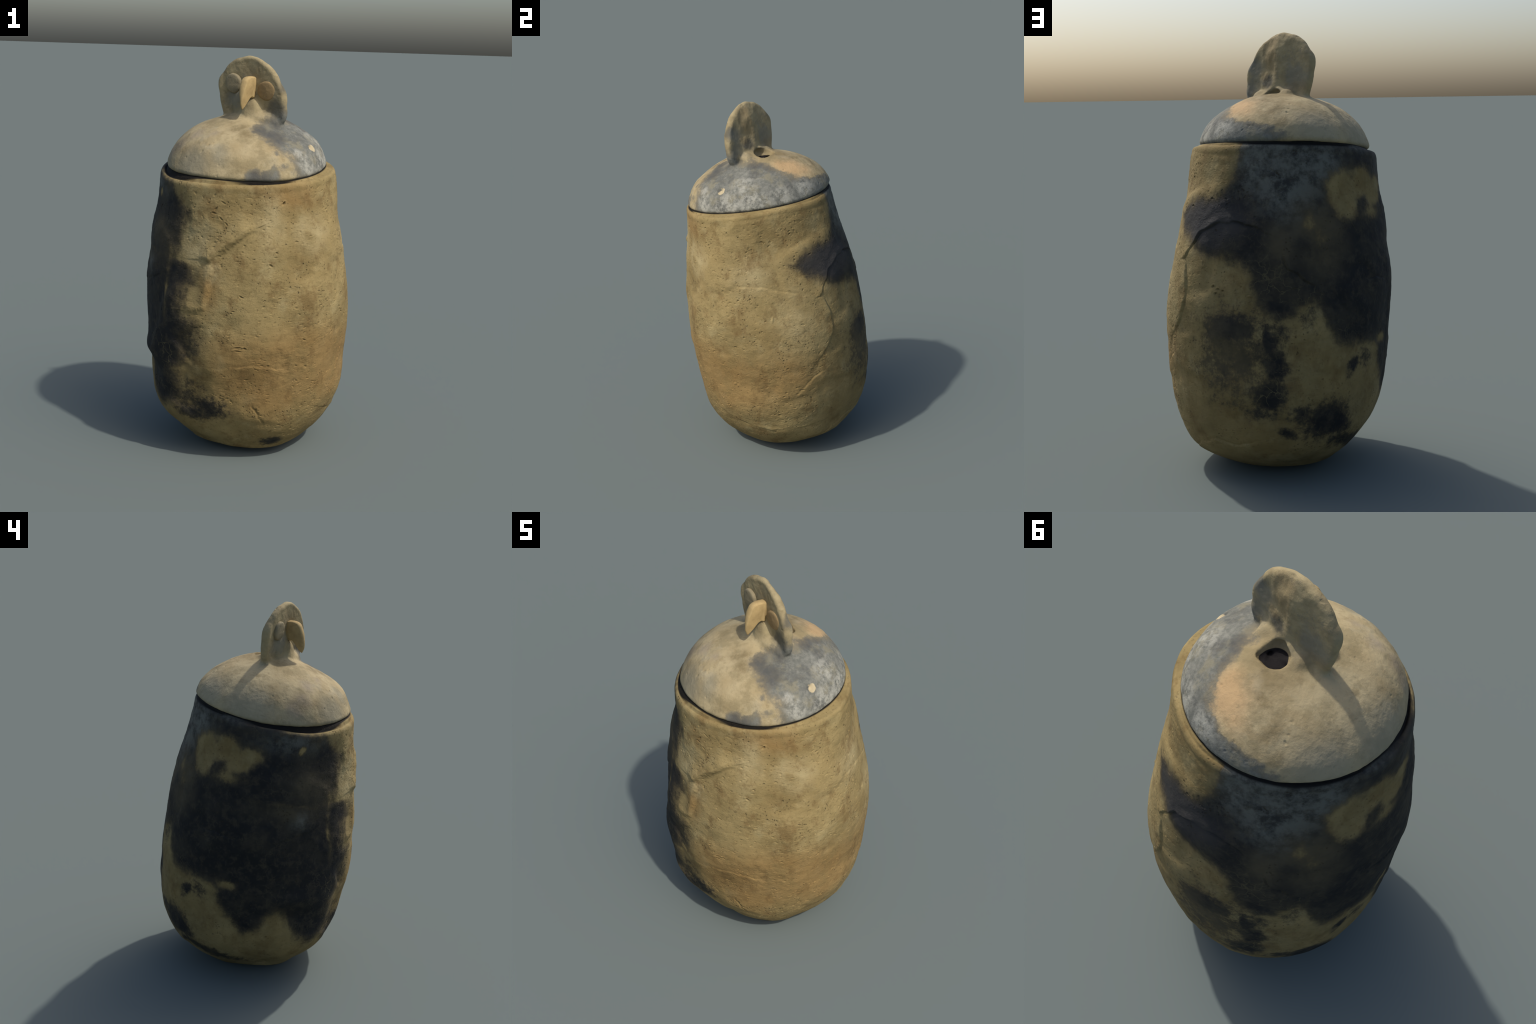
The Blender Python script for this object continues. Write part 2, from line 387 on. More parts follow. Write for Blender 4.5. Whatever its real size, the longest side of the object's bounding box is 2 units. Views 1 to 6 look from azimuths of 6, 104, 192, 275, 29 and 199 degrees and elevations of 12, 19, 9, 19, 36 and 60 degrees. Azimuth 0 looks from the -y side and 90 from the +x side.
def vessel_material():
    n = Nodes("fired_buff_clay")
    w = n.warped((4, .05), (16, .022), (60, .010))
    # unrolled wall coordinates: angle (turned so the cloud sits mid-range) and height
    turned = n.t.nodes.new("ShaderNodeVectorRotate"); turned.rotation_type = "Z_AXIS"
    n.t.links.new(w, turned.inputs["Vector"]); turned.inputs["Angle"].default_value = math.radians(-136)
    xyz = n.t.nodes.new("ShaderNodeSeparateXYZ"); n.t.links.new(turned.outputs[0], xyz.inputs[0])
    height = xyz.outputs[2]
    angle = n.math("MULTIPLY", n.math("ARCTAN2", xyz.outputs[1], xyz.outputs[0]), 180 / math.pi)   # degrees from 136
    rel = lambda rows: [(a - 136, b) for a, b in rows]
    grain = n.noise(26, 6, .65)
    streak = n.noise(14, 5, .6, stretch=(1, 1, .35))
    right = n.math("MULTIPLY", n.math("SUBTRACT", n.curve(height, CLOUD_RIGHT, 0, 1.6, 300), n.math("ADD", angle, 136)), .0045)
    left = n.math("MULTIPLY", n.math("ADD", angle, 118), .009)
    rag = n.math("ADD", n.math("MULTIPLY", n.math("SUBTRACT", grain, .5), .05), n.math("MULTIPLY", n.math("SUBTRACT", n.noise(9, 4, .6, shift=2.5), .5), .06))
    cloud = None
    for shift, share in ((-4.5, .25), (0, .5), (4.5, .25)):          # edge smeared sideways as well as up and down
        a = n.math("ADD", angle, shift)
        low = n.math("SUBTRACT", height, n.curve(a, rel(CLOUD_LOWER), -121, 114, 1.6))
        high = n.math("SUBTRACT", n.curve(a, rel(CLOUD_UPPER), -121, 114, 1.8), height)
        part = n.math("MINIMUM", n.math("MINIMUM", low, high), n.math("MINIMUM", right, left))
        part = n.math("MULTIPLY", n.step(n.math("ADD", part, rag), -.065, .065), share)
        cloud = part if cloud is None else n.math("ADD", cloud, part)
    thin = n.math("ADD", n.math("MULTIPLY", n.math("SUBTRACT", grain, .5), .75), n.math("MULTIPLY", n.math("SUBTRACT", n.noise(60, 5, .7, shift=3), .5), .45))
    isl = n.step(n.math("ADD", n.blobs(w, ISLANDS, on_vessel), thin), .10, .85)
    mottle = n.math("ADD", n.math("MULTIPLY", n.math("SUBTRACT", n.noise(17, 6, .7, shift=50), .5), 1.1), n.math("MULTIPLY", n.math("SUBTRACT", n.noise(75, 4, .7, shift=51), .5), .6))
    win = n.blobs(w, WINDOWS, on_vessel)
    soot = n.math("MAXIMUM", cloud, isl)
    soot = n.math("MULTIPLY", soot, n.step(n.math("ADD", n.math("ADD", win, n.math("MULTIPLY", n.math("SUBTRACT", streak, .5), .30)), n.math("MULTIPLY", n.math("SUBTRACT", n.noise(8, 4, .6, shift=70), .5), .5)), .12, .66, 1, .03))
    smudge = n.blobs(w, [(80,.62,.22,.22,0,1), (95,.45,.14,.12,0,.9), (125,.34,.16,.09,0,.8), (116,.78,.10,.12,0,.7), (150,.56,.12,.08,0,.7), (-118,.34,.12,.14,0,.9), (-105,.28,.10,.06,0,.7)], on_vessel)
    smudge = n.step(n.math("ADD", smudge, n.math("MULTIPLY", mottle, .85)), .2, .95, 0, .58)
    soot = n.math("MAXIMUM", soot, smudge)
    soot = n.math("MINIMUM", n.math("MAXIMUM", soot, 0.0), 1.0)
    between = n.math("MULTIPLY", soot, n.math("SUBTRACT", 1.0, soot))            # mottle only where the smoke thins out
    soot = n.math("ADD", soot, n.math("MULTIPLY", n.math("MULTIPLY", mottle, between), 2.6), clamp=True)
    # uneven film: the whole back is browner than the front
    back_tint = n.math("MULTIPLY", n.step(n.math("ABSOLUTE", n.math("ADD", angle, 2)), 125, 60), n.step(n.noise(6, 5, .65, shift=1.3), .3, .65, .25, 1))
    # clay body: buff, with ochre stain low on the front and paler rubbed places
    big = n.noise(3.2, 4, .6); mid = n.noise(8.5, 5, .6, shift=3.1)
    clay = n.mix(n.step(big, .36, .66), (.305, .230, .100), (.228, .164, .066))
    clay = n.mix(n.step(mid, .50, .72, 0, .6), clay, (.345, .280, .138))
    ochre = n.blobs(w, [(-55,.55,.40,.16,0,1), (-25,.50,.35,.17,0,1), (10,.55,.30,.16,0,.85), (-65,.42,.35,.14,0,.9), (-104,.92,.05,.12,0,.85), (-58,1.36,.12,.06,0,.9)], on_vessel)
    clay = n.mix(n.math("MULTIPLY", n.step(ochre, .2, .75), .60), clay, (.245, .143, .048))
    pale = n.blobs(w, [(-47,1.18,.08,.08,0,1), (-72,1.25,.06,.12,0,.9), (-112,1.12,.09,.09,0,.9), (-5,1.15,.12,.10,0,.7), (-103,1.00,.03,.05,0,1), (25,.85,.12,.18,0,.6)], on_vessel)
    clay = n.mix(n.math("MULTIPLY", n.step(pale, .1, .8), n.step(mid, .3, .6, .2, .75)), clay, (.400, .325, .170))
    olive = n.step(n.noise(5.5, 6, .68, shift=11.0), .47, .64, 0, .40)
    clay = n.mix(olive, clay, (.185, .140, .056))
    stain = n.step(n.noise(11, 5, .7, stretch=(1, 1, .7), shift=7.0), .50, .68, 0, .60)
    clay = n.mix(stain, clay, (.140, .084, .030))
    speck = n.step(n.noise(75, 3, .7), .58, .70)
    clay = n.mix(n.math("MULTIPLY", speck, .55), clay, (.100, .065, .026))
    back_tint_tone = n.mix(n.step(n.noise(7, 6, .7, shift=80), .42, .60), (.190, .150, .070), (.105, .074, .028))
    clay = n.mix(n.math("MULTIPLY", back_tint, .50), clay, back_tint_tone)
    # soot: black, brown where thin, grey bloom near the back rim, pale root-like scratches
    black = n.mix(n.step(n.noise(6, 5, .65, shift=5.0), .42, .68), (.0130, .0135, .0140), (.034, .030, .022))
    black = n.mix(n.step(n.noise(22, 5, .7, shift=15.0), .47, .66, 0, .6), black, (.055, .046, .030))
    vor = n.t.nodes.new("ShaderNodeTexVoronoi"); vor.feature = "DISTANCE_TO_EDGE"; vor.inputs["Scale"].default_value = 15
    n.t.links.new(n.warped((9, .10), (30, .03)), vor.inputs["Vector"])
    veins = n.math("MULTIPLY", n.step(vor.outputs["Distance"], .035, .006), n.step(n.noise(7, 3, .6, shift=21), .46, .60))
    low_back = n.blobs(w, [(85,.58,.30,.32,0,1), (125,.33,.18,.16,0,1), (-125,.55,.10,.25,0,.8)], on_vessel)
    black = n.mix(n.math("MULTIPLY", veins, n.step(low_back, .1, .6, .16, .75)), black, (.120, .100, .050))
    scratch = n.step(n.noise(46, 4, .7, stretch=(1, 1, .25), shift=2.0), .60, .78, 0, .35)
    black = n.mix(scratch, black, (.090, .080, .056))
    bloom = n.blobs(w, [(100,1.44,.20,.13,0,1), (110,1.34,.14,.14,0,.9), (125,1.42,.14,.10,0,.9), (108,1.22,.10,.12,0,.5), (-152,1.38,.2,.07,0,.55), (-150,.98,.06,.05,0,.6), (160,1.47,.14,.03,0,.5)], on_vessel)
    bloom = n.math("MULTIPLY", n.step(bloom, .12, .70), n.step(n.noise(18, 6, .7, shift=30), .34, .62, .15, 1))
    black = n.mix(n.math("MULTIPLY", bloom, .85), black, (.135, .138, .116))
    umber = n.blobs(w, [(127,1.12,.12,.16,0,1), (103,1.06,.08,.12,0,.8), (74,.56,.14,.18,0,1), (-140,1.16,.14,.10,0,.8), (110,.90,.08,.07,0,.6), (-155,1.02,.2,.06,0,.6)], on_vessel)
    black = n.mix(n.math("MULTIPLY", n.step(umber, .15, .75), n.step(mid, .3, .65, .25, .85)), black, (.092, .074, .042))
    plum = n.blobs(w, [(56,1.17,.17,.10,0,1)], on_vessel)
    black = n.mix(n.math("MULTIPLY", n.step(plum, .2, .7), .7), black, (.050, .047, .045))
    # the edge of the soot is brown, not grey
    edge_tone = n.mix(n.step(soot, 0, .75), clay, (.088, .068, .036))
    col = n.mix(n.step(soot, .20, 1.0), edge_tone, black)
    # shadow of the gap under the lid, painted near-black onto the lip
    flat = n.t.nodes.new("ShaderNodeSeparateXYZ"); n.t.links.new(n.coord, flat.inputs[0])
    around = n.math("MULTIPLY", n.math("ARCTAN2", flat.outputs[1], flat.outputs[0]), 180 / math.pi)
    rho = n.math("SQRT", n.math("ADD", n.math("MULTIPLY", flat.outputs[0], flat.outputs[0]), n.math("MULTIPLY", flat.outputs[1], flat.outputs[1])))
    ring = [(a, float(lid_edge_ring(np.array([math.radians(a)]))[0][0])) for a in range(-180, 181, 20)]
    gap = n.math("SUBTRACT", rho, n.curve(around, ring, -180, 180, .6))
    open_side = n.step(n.blob(n.coord, on_vessel(-148, 1.42)[0], (.20, .20, .07), 0), .15, .6)     # painted shadow widens where the slot is open
    gap = n.math("SUBTRACT", gap, n.math("MULTIPLY", open_side, .013))
    seam = n.math("MULTIPLY", n.step(gap, .001, -.006), n.step(flat.outputs[2], 1.37, 1.39))
    col = n.mix(n.math("MULTIPLY", seam, .98), col, (.006, .0055, .005))
    pits = n.t.nodes.new("ShaderNodeTexVoronoi"); pits.inputs["Scale"].default_value = 62
    n.t.links.new(n.warped((40, .02),), pits.inputs["Vector"])
    pit = n.math("MULTIPLY", n.step(pits.outputs["Distance"], .30, .12), n.step(n.noise(9, 4, .65, shift=40), .52, .66))
    col = n.mix(n.math("MULTIPLY", pit, .6), col, (.045, .032, .016))
    n.bump((n.math("MULTIPLY", pit, -1.0), .7, .006), (n.math("MULTIPLY", n.noise(34, 7, .7, stretch=(1, 1, 1.4)), n.step(n.noise(4, 3, .6, shift=60), .35, .65, .35, 1.2)), .40, .016), (n.noise(120, 4, .65), .18, .005))
    return n.finish(col, n.math("SUBTRACT", .90, n.math("MULTIPLY", soot, .14)), .2)

def on_lid(ang, h):
    """h = distance from the lid axis"""
    a = math.radians(ang)
    zs = np.linspace(1.41, 1.749, 200); rs = lid_radius(np.full(200, a), zs)
    z = float(np.interp(-h, -rs[::1], zs)) if rs[0] > rs[-1] else 1.6
    z += float(lid_tilt(a, h))
    return (LID_AXIS[0] + h*math.cos(a), LID_AXIS[1] + h*math.sin(a), z), 0.0

def lid_material():
    n = Nodes("pale_smoked_clay")
    w = n.warped((7, .06), (24, .025), (70, .008))
    def patch(rows):
        total = None
        for ang, rad, size, strength in rows:
            c, _ = on_lid(ang, rad)
            b = n.blob(w, c, (size, size, size), 0)
            if strength != 1: b = n.math("MULTIPLY", b, strength)
            total = b if total is None else n.math("MAXIMUM", total, b)
        return total
    big = n.noise(5, 4, .6); mid = n.noise(13, 5, .65, shift=4.0); fine = n.noise(48, 5, .7)
    clay = n.mix(n.step(big, .36, .66), (.400, .325, .185), (.320, .250, .132))
    clay = n.mix(n.step(mid, .50, .68, 0, .55), clay, (.225, .170, .085))
    clay = n.mix(n.step(n.noise(9, 4, .6, shift=9.0), .55, .72, 0, .4), clay, (.345, .310, .215))
    orange = patch([(55, .27, .075, 1), (48, .235, .05, .9), (70, .30, .05, .7)])
    clay = n.mix(n.math("MULTIPLY", n.step(orange, .1, .8), .75), clay, (.480, .310, .150))
    mauve = patch([(-150,.36,.05,.7), (-140,.30,.05,.6), (-158,.38,.05,.7), (-120,.27,.04,.5)])
    clay = n.mix(n.math("MULTIPLY", n.step(mauve, .2, .6), .45), clay, (.200, .170, .150))
    # smoke stain over one side: bounded by two edges given as angle against distance from the lid's axis
    xyz = n.t.nodes.new("ShaderNodeSeparateXYZ"); n.t.links.new(w, xyz.inputs[0])
    ax = n.math("SUBTRACT", xyz.outputs[0], float(LID_AXIS[0])); ay = n.math("SUBTRACT", xyz.outputs[1], float(LID_AXIS[1]))
    rad = n.math("SQRT", n.math("ADD", n.math("MULTIPLY", ax, ax), n.math("MULTIPLY", ay, ay)))
    ang = n.math("MULTIPLY", n.math("ARCTAN2", ay, ax), 180 / math.pi)
    front_edge = n.curve(rad, [(0,-60),(.15,-66),(.19,-78),(.22,-80),(.25,-70),(.30,-62),(.35,-55),(.38,-49),(.40,-49),(.45,-40)], 0, .45, 120, -120)
    back_edge = n.curve(rad, [(0,0),(.15,8),(.19,24),(.24,30),(.27,38),(.31,47),(.33,52),(.345,60),(.355,71),(.37,82),(.39,97),(.45,106)], 0, .45, 120, -120)
    d1 = n.math("MULTIPLY", n.math("SUBTRACT", ang, front_edge), .0055)
    d2 = n.math("MULTIPLY", n.math("SUBTRACT", back_edge, ang), .0055)
    d3 = n.math("SUBTRACT", rad, .165)
    grey = n.math("MINIMUM", n.math("MINIMUM", d1, d2), d3)
    grey = n.math("ADD", grey, n.math("MULTIPLY", n.math("SUBTRACT", n.noise(16, 5, .65, shift=14), .5), .09))
    grey = n.step(n.math("ADD", grey, n.math("MULTIPLY", n.math("SUBTRACT", n.noise(55, 5, .7, shift=18), .5), .08)), -.050, .062)
    spots = patch([(-78,.415,.04,1), (-70,.415,.04,.95), (-66,.41,.035,.9), (-58,.40,.03,.6), (-60,.36,.022,.6)])
    grey = n.math("MAXIMUM", grey, n.step(n.math("ADD", spots, n.math("MULTIPLY", n.math("SUBTRACT", fine, .5), .5)), .25, .75, 0, .85))
    smoke = n.mix(n.step(fine, .24, .78), (.105, .108, .092), (.205, .202, .168))
    smoke = n.mix(n.step(n.noise(13, 6, .7, shift=90), .48, .64, 0, .55), smoke, (.225, .200, .125))
    smoke = n.mix(n.step(n.noise(9, 5, .7, shift=91), .52, .66, 0, .6), smoke, (.085, .086, .078))
    dark = patch([(-55,.27,.055,1), (-70,.225,.05,1), (-60,.33,.035,.8), (-74,.415,.05,1), (12,.19,.05,.9), (10,.26,.04,.6), (28,.23,.045,.7), (48,.33,.03,.5), (85,.40,.05,1), (70,.405,.05,.8), (40,.35,.03,.6), (-40,.20,.05,.6)])
    smoke = n.mix(n.math("MULTIPLY", n.step(dark, .2, .7), .75), smoke, (.064, .064, .060))
    bloom = patch([(-38,.395,.05,1), (-13,.395,.08,1), (8,.39,.08,1), (32,.385,.07,.9), (55,.37,.06,.8), (0,.33,.08,.7), (-44,.37,.03,.9)])
    smoke = n.mix(n.math("MULTIPLY", n.math("MULTIPLY", n.step(bloom, .15, .7), n.step(n.noise(30, 5, .7, shift=6), .38, .62)), .8), smoke, (.370, .360, .300))
    dirt = n.step(n.noise(8, 6, .7, shift=17), .47, .64, 0, .55)
    clay = n.mix(dirt, clay, (.205, .165, .085))
    grime = patch([(-130,.38,.05,1), (-153,.36,.05,.9), (-171,.33,.07,.6), (-115,.39,.05,.9), (154,.36,.06,.6), (-100,.20,.05,.8), (-85,.25,.04,.8), (85,.20,.05,1), (95,.29,.03,.8), (100,.36,.03,.7), (60,.10,.07,.8)])
    clay = n.mix(n.math("MULTIPLY", n.step(grime, .1, .7), n.step(mid, .3, .65, .15, .75)), clay, (.165, .125, .060))
    ashy = patch([(-125,.40,.08,1), (-160,.40,.10,1), (165,.39,.12,1), (125,.385,.10,1), (-105,.37,.05,.8)])
    clay = n.mix(n.math("MULTIPLY", n.step(ashy, .1, .8), .6), clay, (.290, .265, .185))
    col = n.mix(grey, n.mix(n.step(grey, 0, .5), clay, (.180, .150, .095)), smoke)
    speck = n.step(n.noise(85, 3, .7, shift=1.0), .63, .75, 0, .4)
    col = n.mix(speck, col, (.150, .110, .055))
    c, _ = on_lid(math.degrees(math.atan2(-.140, .319)), .348)
    chip = n.step(n.blob(w, c, (.016, .020, .022), 0), .40, .56)
    col = n.mix(n.math("MULTIPLY", chip, .9), col, n.mix(fine, (.400, .325, .190), (.560, .465, .290)))
    # plaque slightly browner than the dome
    sep = n.t.nodes.new("ShaderNodeSeparateXYZ"); n.t.links.new(n.coord, sep.inputs[0])
    plaque = n.step(n.math("ADD", sep.outputs[2], n.math("MULTIPLY", n.math("SUBTRACT", mid, .5), .05)), 1.71, 1.76)
    knob = n.mix(n.step(n.noise(12, 5, .65, shift=8), .38, .66), (.345, .280, .152), (.255, .205, .112))
    knob = n.mix(n.step(n.noise(16, 5, .7, shift=12), .56, .72, 0, .55), knob, (.185, .172, .130))
    knob = n.mix(n.step(n.noise(9, 5, .7, shift=33), .52, .70, 0, .6), knob, (.150, .110, .050))
    knob = n.mix(n.math("MULTIPLY", speck, 1.0), knob, (.10, .075, .04))
    def stain(rows):
        t = None
        for sx, dx, zx, r in rows:
            b = n.blob(w, tuple(face_point(sx, dx, zx)), (r, r, r), 0)
            t = b if t is None else n.smooth_max(t, b)
        return n.step(n.math("ADD", t, n.math("MULTIPLY", n.math("SUBTRACT", mid, .5), .9)), .22, .70)
    knob = n.mix(n.math("MULTIPLY", stain([(.20,.125,1.74,.055), (.215,.10,1.70,.04), (.225,.10,1.86,.03), (.10,.06,1.77,.03)]), .75), knob, (.075, .074, .062))
    knob = n.mix(n.math("MULTIPLY", stain([(.18,.05,1.85,.055), (.19,.05,1.76,.05), (-.06,.06,1.80,.06), (-.03,.13,1.80,.05)]), .6), knob, (.165, .165, .135))
    knob = n.mix(n.math("MULTIPLY", stain([(.10,.06,1.95,.05), (.10,.05,1.87,.05), (-.08,.06,1.72,.05), (.13,.055,1.80,.03)]), .4), knob, (.225, .155, .070))
    col = n.mix(plaque, col, knob)
    # near-black hole floor and dark lid interior
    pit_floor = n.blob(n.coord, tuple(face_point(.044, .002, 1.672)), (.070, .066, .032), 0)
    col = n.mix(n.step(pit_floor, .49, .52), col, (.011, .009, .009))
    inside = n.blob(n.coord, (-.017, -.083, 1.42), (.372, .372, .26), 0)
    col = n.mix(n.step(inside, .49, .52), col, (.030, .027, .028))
    n.bump((n.noise(34, 6, .65), .38, .010), (n.noise(120, 4, .6), .22, .004))
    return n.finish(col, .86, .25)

def plain_clay(name, a, b, tint, scale=22):
    n = Nodes(name)
    col = n.mix(n.step(n.noise(scale, 5, .65), .36, .66), a, b)
    col = n.mix(n.step(n.noise(scale * 1.7, 4, .7, shift=4), .58, .74, 0, .6), col, tint)
    n.bump((n.noise(60, 5, .65), .35, .006),)
    return n.finish(col, .86, .25)

# ------------------------------------------------------------------ build: root
root = bpy.data.objects.new("lidded_clay_urn", None)
bpy.context.scene.collection.objects.link(root)
root["label"] = "tall hand-built clay urn with bird-faced domed lid"
root["category"] = "clay urn"

# ------------------------------------------------------------------ build: vessel
def build_vessel():
    cols = 1000
    th = np.linspace(0, 2*math.pi, cols, endpoint=False)
    zr = rim_height(th)
    lid_r, lid_z = lid_edge_ring(th)
    back = smoothstep(-.30, .25, np.cos(th - math.radians(118)))     # round the back the lip rolls up to meet the lid
    zr = np.maximum(zr, zr * (1 - back) + (lid_z - .011) * back)
    edge = .022 + .016 * back
    rows = []
    # outer wall, rows closer together near the base
    f = np.linspace(0, 1, 640) ** 1.2
    for k in f[1:]:
        z = k * (zr - edge)
        rows.append((vessel_radius(th, z), z, np.full(cols, smoothstep(0, .03, k) * (1 - .5*smoothstep(.985, 1, k)))))
    r_top = rows[-1][0]; z_top = zr - edge
    soft = .0165 + .002 * back
    for a in np.radians(np.arange(10, 91, 10)):          # rounded lip
        rows.append((r_top - soft * (1 - math.cos(a)), z_top + edge * math.sin(a), np.full(cols, .5)))
    # from the lip's crest inward: a slot shows under the lid at the front left, elsewhere the lid all but sits on the lip
    slot = .001 + .024 * np.exp(-((((th - math.radians(-150) + math.pi) % (2*math.pi)) - math.pi) / .50)**2)
    r0, z0 = r_top - soft, zr
    r1, z1 = np.minimum(lid_r + .003, r0 - .004), np.minimum(lid_z - slot, zr + .02)
    for t in np.linspace(.12, 1, 8):
        rows.append((r0 + (r1 - r0) * t, z0 + (z1 - z0) * t**1.4, np.full(cols, .4 * (1 - t))))
    r3, z3 = np.minimum(lid_r - .016, r1 - .006), lid_z + .006
    for t in (.35, .7, 1):                                # wall closing the gap below the lid; its colour is darkened as shadow
        rows.append((r1 + (r3 - r1) * t, z1 + (z3 - z1) * t**.8, np.zeros(cols)))
    rows.append((r3 - .012, z3 + .002, np.zeros(cols)))
    for t in np.linspace(.2, 1, 5):
        rows.append((r3 - .012 - .030 * t, z3 - .030 * t, np.zeros(cols)))
    r2, z2 = rows[-1][0], rows[-1][1]
    for t in np.linspace(0.03, 1, 50)**1.2:               # inner wall, down to a thick floor
        z = z2 * (1 - t) + .05 * t
        rr = np.maximum(vessel_radius(th, np.maximum(z - .04*t, .001)) - .055, .01)
        rows.append((np.minimum(rr, r2 + .9 * t) * (1 if t < 1 else .5), z, np.zeros(cols)))
    rho = np.array([r for r, _, _ in rows]); zz = np.array([z for _, z, _ in rows]); am = np.array([m for _, _, m in rows])
    TH = np.broadcast_to(th, rho.shape)
    pts = np.stack([rho*np.cos(TH), rho*np.sin(TH), zz], -1).reshape(-1, 3)
    outer = am.ravel() > 0
    push = np.zeros(outer.shape)
    push[outer] = vessel_relief(TH.ravel()[outer], zz.ravel()[outer], pts[outer]) * am.ravel()[outer]
    rho = rho.ravel() + push
    v = np.stack([rho*np.cos(TH.ravel()), rho*np.sin(TH.ravel()), np.maximum(zz.ravel(), 0)], -1)
    nrow = len(rows)
    r_i, c_i = np.meshgrid(np.arange(nrow - 1), np.arange(cols), indexing="ij")
    nx = (c_i + 1) % cols
    quads = np.stack([r_i*cols + c_i, r_i*cols + nx, (r_i+1)*cols + nx, (r_i+1)*cols + c_i], -1).reshape(-1, 4)
    # close the base and the floor with fans of quads
    bottom, floor = len(v), len(v) + 1
    v = np.vstack([v, [[0, 0, 0], [0, 0, .05]]])
    c2 = np.arange(0, cols, 2); last = (nrow - 1) * cols
    quads = np.vstack([quads, np.stack([np.full_like(c2, bottom), (c2 + 2) % cols, c2 + 1, c2], -1),
                       np.stack([np.full_like(c2, floor), last + c2, last + c2 + 1, last + (c2 + 2) % cols], -1)])
    return make_object("vessel", v, quads, root, vessel_material())

vessel = build_vessel()

# ------------------------------------------------------------------ build: lid with plaque, as one clay mass
def lid_shell():
    cols = 200
    th = np.linspace(0, 2*math.pi, cols, endpoint=False)
    ze = lid_edge(th); rnd = .017; rows = []
    for t in np.linspace(.06, 1, 60):
        w = t * np.sqrt((LID_TOP - (ze + rnd)) / LID_SPAN)
        z = LID_TOP - w**2 * LID_SPAN
        rows.append((lid_radius(th, z), z))
    r_e = rows[-1][0]
    for a in np.radians(np.arange(20, 181, 20)):
        rows.append((r_e - rnd * (1 - math.cos(a)), ze + rnd - rnd * math.sin(a)))
    thick = 2 * rnd
    for t in np.linspace(.95, .08, 40):
        w = t * np.sqrt((LID_TOP - (ze + rnd)) / LID_SPAN)
        z = LID_TOP - w**2 * LID_SPAN
        rows.append(((lid_radius(th, z) * (r_e - thick) / r_e), z - thick * (1 - t**4) ))
    rho = np.array([r for r, _ in rows]); zz = np.array([z for _, z in rows]); TH = np.broadcast_to(th, rho.shape)
    zz = zz + lid_tilt(TH, rho)
    v = np.stack([LID_AXIS[0] + rho*np.cos(TH), LID_AXIS[1] + rho*np.sin(TH), zz], -1).reshape(-1, 3)
    faces = [f[::-1] for f in grid_faces(len(rows), cols)]
    top, under = len(v), len(v) + 1
    v = np.vstack([v, [[*LID_AXIS, LID_TOP], [*LID_AXIS, zz[-1].mean()]]])
    last = (len(rows) - 1) * cols
    faces += [(top, c, (c+1) % cols) for c in range(cols)]
    faces += [(under, last + (c+1) % cols, last + c) for c in range(cols)]
    return v, faces

PLAQUE = [(-.105,1.64),(-.110,1.70),(-.122,1.745),(-.130,1.79),(-.134,1.855),(-.129,1.886),(-.106,1.918),(-.075,1.952),(-.040,1.977),
          (.000,1.990),(.040,1.999),(.060,1.998),(.090,1.990),(.122,1.975),(.157,1.947),(.188,1.914),(.210,1.875),(.226,1.83),(.232,1.785),
          (.233,1.74),(.230,1.70),(.216,1.678),(.17,1.655),(.06,1.63)]

def plaque_shell():
    """Slab: outline rings swept over a rounded edge, front face flat, back face ridged."""
    P = np.array(PLAQUE); n = len(P); per = 8
    P[:, 0] = .048 + (P[:, 0] - .048) * 1.045
    P[:, 0] += .0015 * np.sin(np.arange(n) * 2.3); P[14:20, 0] += .004; P[7:14, 1] += .0012
    # closed smooth outline
    t = np.arange(n * per) / per; i = t.astype(int); f = (t - i)[:, None]
    p0, p1, p2, p3 = (P[(i + k) % n] for k in (-1, 0, 1, 2))
    out = .5 * (2*p1 + (p2 - p0)*f + (2*p0 - 5*p1 + 4*p2 - p3)*f**2 + (3*p1 - p0 - 3*p2 + p3)*f**3)
    cen = np.array([.048, 1.81])
    m = len(out); rows = []
    half = .0225
    def ring(shrink, d):
        q = out - cen; L = np.linalg.norm(q, axis=1)[:, None]
        q = cen + q * np.maximum(L - shrink, 0) / L
        return q, d
    rnd = .016
    rings = []
    for k in np.linspace(.97, .14, 9): rings.append((None, k, +1))
    for a in np.radians(np.linspace(0, 180, 11)): rings.append((a, None, 0))
    for k in np.linspace(.14, .97, 9): rings.append((None, k, -1))
    for a, k, side in rings:
        if a is None:
            q = cen + (out - cen) * (1 - k); off = side * half
        else:
            L = np.linalg.norm(out - cen, axis=1)[:, None]
            q = cen + (out - cen) * (L - rnd * (1 - math.sin(a))) / L; off = half * math.cos(a)
        s, z = q[:, 0], q[:, 1]
        rim = np.clip(1 - np.linalg.norm(q - cen, axis=1) / np.linalg.norm(out - cen, axis=1), 0, 1)
        d = .085 + .055 * np.maximum(s - .06, 0) + .122 * (z - 1.70) + off * (1 - .22 * smoothstep(1.86, 2.0, z))               # leans forward
        if side >= 0 and a is None: d = d - .0015 * smoothstep(0, .15, rim) * smoothstep(1.8, 1.9, z)   # faint lip over the brow
        if side < 0: d = d - .014 * np.exp(-((s - .055) / .05)**2) * smoothstep(0, .4, rim)  # ridge down the back
        rows.append(np.stack([face_point(a_, b_, c_) for a_, b_, c_ in zip(s, d, z)]))
    v = np.concatenate(rows); faces = grid_faces(len(rows), m)
    faces.append(tuple(range(m))[::-1]); faces.append(tuple(range((len(rows)-1)*m, len(rows)*m)))
    return v, faces

def ellipsoid(s, d, z, rs, rd, rz, tilt=0.0, seg=28, rings=16):
    v = []
    for i in range(rings + 1):
        a = math.pi * i / rings
        for j in range(seg):
            b = 2 * math.pi * j / seg
            x, y, h = rs*math.sin(a)*math.cos(b), rd*math.sin(a)*math.sin(b), rz*math.cos(a)
            y, h = y*math.cos(tilt) - h*math.sin(tilt), y*math.sin(tilt) + h*math.cos(tilt)
            v.append(face_point(s + x, d + y, z + h))
    return np.array(v), grid_faces(rings + 1, seg)

